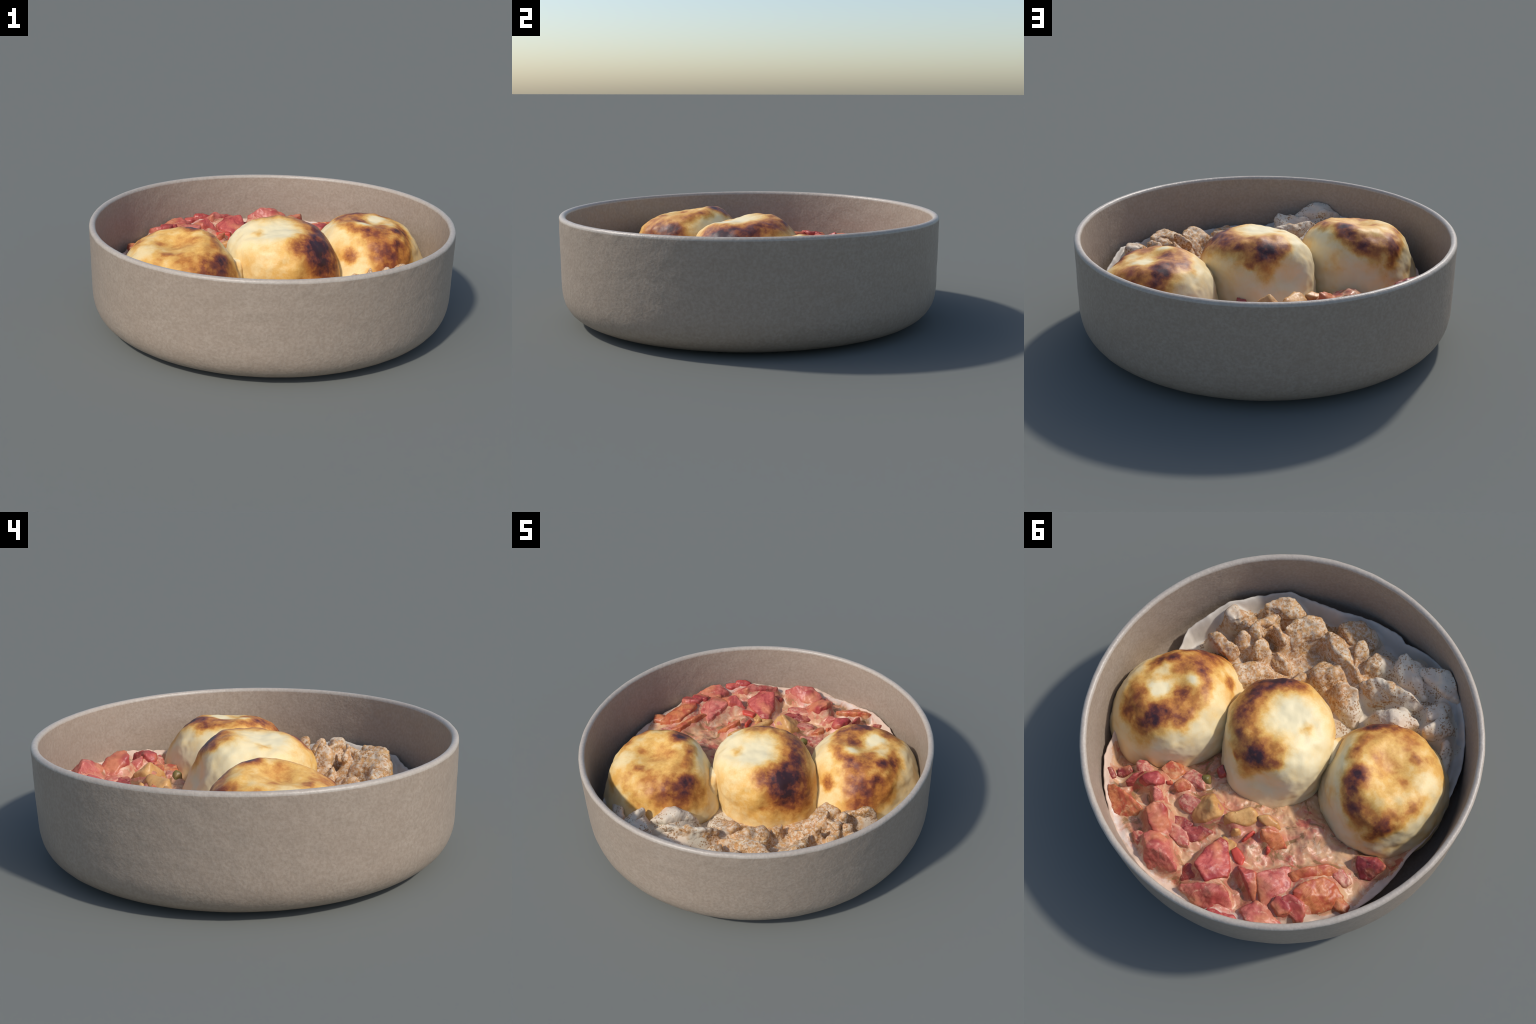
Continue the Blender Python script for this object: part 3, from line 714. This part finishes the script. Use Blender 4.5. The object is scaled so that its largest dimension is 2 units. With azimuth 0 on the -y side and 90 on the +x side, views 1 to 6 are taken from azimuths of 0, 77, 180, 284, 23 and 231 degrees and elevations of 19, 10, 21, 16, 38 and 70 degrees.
piece(tomato_stew, "pear_piece", "ochre", [(-0.185, 0.475, 0.327), (-0.18, 0.504, 0.285), (-0.213, 0.467, 0.285), (-0.168, 0.482, 0.315), (-0.191, 0.456, 0.315)], spread=0.008)
piece(tomato_stew, "pear_piece", "ochre", [(-0.206, 0.346, 0.32), (-0.236, 0.306, 0.32), (-0.291, 0.293, 0.305), (-0.322, 0.301, 0.28), (-0.262, 0.345, 0.31)], spread=0.008)
piece(tomato_stew, "tomato_piece", "tomato_orange", [(-0.272, 0.382, 0.356), (-0.294, 0.346, 0.344), (-0.337, 0.318, 0.324), (-0.409, 0.337, 0.264), (-0.376, 0.395, 0.259), (-0.305, 0.418, 0.294), (-0.297, 0.394, 0.339)])
piece(tomato_stew, "pepper_piece", "pepper", [(-0.241, 0.556, 0.3), (-0.247, 0.525, 0.3), (-0.311, 0.53, 0.3), (-0.337, 0.573, 0.288), (-0.283, 0.577, 0.295)], spread=0.008)
piece(tomato_stew, "pepper_piece", "pepper", [(-0.241, 0.408, 0.318), (-0.254, 0.41, 0.3), (-0.235, 0.491, 0.285), (-0.247, 0.48, 0.305)], spread=0.008)
piece(tomato_stew, "pepper_piece", "pepper", [(-0.341, 0.41, 0.29), (-0.369, 0.408, 0.29), (-0.37, 0.435, 0.285), (-0.356, 0.407, 0.295)], spread=0.008)
piece(tomato_stew, "tomato_piece", "tomato_dark", [(0.001, 0.709, 0.259), (0.015, 0.655, 0.279), (-0.038, 0.587, 0.284), (-0.097, 0.561, 0.279), (-0.091, 0.633, 0.264), (-0.044, 0.696, 0.259)])
piece(tomato_stew, "tomato_piece", "tomato_orange", [(0.456, 0.802, 0.294), (0.426, 0.776, 0.309), (0.34, 0.76, 0.307), (0.234, 0.749, 0.294), (0.255, 0.792, 0.264), (0.395, 0.844, 0.254), (0.328, 0.883, 0.244), (0.275, 0.862, 0.234), (0.233, 0.84, 0.234)], spread=0.008)
piece(tomato_stew, "tomato_piece", "tomato_dark", [(0.538, 0.745, 0.264), (0.522, 0.727, 0.264), (0.479, 0.737, 0.254), (0.475, 0.778, 0.244)], spread=0.008)
piece(tomato_stew, "tomato_piece", "tomato_dark", [(0.502, 0.705, 0.254), (0.473, 0.65, 0.259), (0.436, 0.653, 0.259), (0.445, 0.7, 0.244), (0.477, 0.732, 0.239)], spread=0.008)
piece(tomato_stew, "tomato_piece", "tomato", [(0.352, 0.65, 0.332), (0.346, 0.613, 0.339), (0.319, 0.571, 0.334), (0.288, 0.568, 0.324), (0.261, 0.583, 0.304), (0.269, 0.625, 0.341), (0.31, 0.655, 0.324), (0.364, 0.668, 0.294)])
piece(tomato_stew, "tomato_piece", "tomato_pink", [(0.272, 0.634, 0.329), (0.232, 0.619, 0.314), (0.197, 0.638, 0.284), (0.206, 0.684, 0.294), (0.237, 0.671, 0.309)], spread=0.008)
piece(tomato_stew, "tomato_piece", "tomato_dark", [(0.396, 0.721, 0.304), (0.394, 0.668, 0.324), (0.376, 0.623, 0.324), (0.378, 0.656, 0.324), (0.383, 0.728, 0.274), (0.365, 0.711, 0.254)], spread=0.008)
piece(tomato_stew, "tomato_piece", "tomato_orange", [(0.216, 0.549, 0.299), (0.225, 0.522, 0.299), (0.206, 0.491, 0.304), (0.166, 0.479, 0.294), (0.149, 0.502, 0.269), (0.181, 0.556, 0.279)], spread=0.008)
piece(tomato_stew, "pepper_piece", "pepper", [(0.26, 0.565, 0.3), (0.243, 0.542, 0.305), (0.231, 0.554, 0.295), (0.251, 0.574, 0.29)], spread=0.008)
piece(tomato_stew, "tomato_piece", "tomato_pink", [(0.142, 0.578, 0.274), (0.147, 0.542, 0.289), (0.118, 0.524, 0.294), (0.056, 0.498, 0.304), (0.009, 0.529, 0.289), (-0.005, 0.58, 0.259), (0.09, 0.59, 0.279), (0.121, 0.596, 0.269)])
piece(tomato_stew, "tomato_piece", "tomato_dark", [(-0.139, 0.823, 0.264), (-0.15, 0.764, 0.294), (-0.178, 0.746, 0.299), (-0.239, 0.763, 0.294), (-0.251, 0.78, 0.279), (-0.188, 0.839, 0.264)])
piece(tomato_stew, "tomato_piece", "tomato_dark", [(0.148, 0.321, 0.274), (0.142, 0.289, 0.284), (0.095, 0.309, 0.279), (0.111, 0.338, 0.264)], spread=0.008)
piece(tomato_stew, "olive", "olive_green", [(0.164, 0.406, 0.285), (0.138, 0.376, 0.285), (0.141, 0.431, 0.275), (0.109, 0.401, 0.275), (0.133, 0.404, 0.3)], spread=0.008)
piece(tomato_stew, "tomato_piece", "tomato_pink", [(0.397, 0.641, 0.284), (0.36, 0.618, 0.267), (0.35, 0.601, 0.286), (0.378, 0.573, 0.276), (0.427, 0.567, 0.277), (0.451, 0.598, 0.288), (0.454, 0.616, 0.279)])
piece(tomato_stew, "tomato_piece", "tomato_dark", [(0.13, 0.679, 0.26), (0.052, 0.713, 0.266), (-0.011, 0.706, 0.27), (-0.001, 0.609, 0.275), (0.063, 0.619, 0.267)])
piece(tomato_stew, "tomato_piece", "tomato_pink", [(-0.027, 0.733, 0.282), (-0.075, 0.701, 0.281), (-0.012, 0.659, 0.281), (0.082, 0.684, 0.279), (0.054, 0.733, 0.28)])
piece(tomato_stew, "tomato_piece", "tomato_pink", [(0.09, 0.844, 0.292), (0.124, 0.819, 0.284), (0.151, 0.836, 0.288), (0.17, 0.864, 0.281), (0.119, 0.884, 0.285), (0.097, 0.885, 0.28)])
piece(tomato_stew, "tomato_piece", "tomato_pink", [(0.16, 0.481, 0.262), (0.102, 0.443, 0.282), (0.161, 0.403, 0.28), (0.24, 0.418, 0.263), (0.236, 0.487, 0.27)])
piece(tomato_stew, "tomato_piece", "tomato_pink", [(-0.507, 0.592, 0.304), (-0.572, 0.6, 0.301), (-0.607, 0.57, 0.291), (-0.607, 0.53, 0.289), (-0.506, 0.512, 0.291), (-0.46, 0.549, 0.301)])
piece(tomato_stew, "tomato_piece", "tomato", [(-0.563, 0.817, 0.316), (-0.534, 0.77, 0.304), (-0.5, 0.766, 0.312), (-0.452, 0.798, 0.31), (-0.466, 0.835, 0.306), (-0.519, 0.833, 0.309)])
piece(tomato_stew, "tomato_piece", "tomato", [(-0.415, 0.81, 0.317), (-0.389, 0.839, 0.321), (-0.406, 0.862, 0.307), (-0.457, 0.881, 0.31), (-0.484, 0.852, 0.331), (-0.486, 0.807, 0.325)])
piece(tomato_stew, "tomato_piece", "tomato", [(-0.675, 0.565, 0.339), (-0.668, 0.538, 0.334), (-0.636, 0.521, 0.345), (-0.586, 0.536, 0.349), (-0.574, 0.555, 0.345), (-0.58, 0.596, 0.328), (-0.646, 0.602, 0.331)])
piece(tomato_stew, "tomato_piece", "tomato_pink", [(-0.63, 0.566, 0.328), (-0.721, 0.557, 0.318), (-0.737, 0.534, 0.32), (-0.73, 0.505, 0.325), (-0.687, 0.476, 0.343), (-0.611, 0.492, 0.352), (-0.6, 0.533, 0.348)])
piece(tomato_stew, "tomato_piece", "tomato_orange", [(0.347, 0.54, 0.268), (0.285, 0.547, 0.262), (0.251, 0.53, 0.264), (0.25, 0.458, 0.262), (0.297, 0.445, 0.252), (0.347, 0.47, 0.27)])
piece(tomato_stew, "tomato_piece", "ochre", [(-0.243, 0.601, 0.276), (-0.264, 0.551, 0.284), (-0.232, 0.511, 0.28), (-0.154, 0.532, 0.263), (-0.165, 0.598, 0.284)])
piece(tomato_stew, "tomato_piece", "tomato_orange", [(-0.851, 0.346, 0.285), (-0.837, 0.307, 0.271), (-0.756, 0.305, 0.266), (-0.763, 0.336, 0.284), (-0.795, 0.368, 0.275)])
piece(cream_stew, "meat_chunk", "creamy", [(-0.4, -0.66, 0.36), (-0.46, -0.72, 0.355), (-0.38, -0.76, 0.35), (-0.34, -0.7, 0.35), (-0.42, -0.8, 0.35)])
piece(cream_stew, "meat_chunk", "creamy", [(-0.58, -0.58, 0.325), (-0.64, -0.56, 0.29), (-0.6, -0.64, 0.305), (-0.54, -0.66, 0.315), (-0.68, -0.5, 0.27)])
piece(middle_dumpling, "dough_strand", "dough", [(-0.2, -0.215, 0.37), (-0.17, -0.19, 0.38), (-0.22, -0.16, 0.37), (-0.245, -0.11, 0.36), (-0.2, -0.26, 0.34), (-0.17, -0.24, 0.34)], spread=0.008)

build_sauces(cream_stew, tomato_stew)
bpy.context.view_layer.update()
for root in (cream_stew, tomato_stew, middle_dumpling):
    for child in root.children:
        child.matrix_parent_inverse = root.matrix_world.inverted()
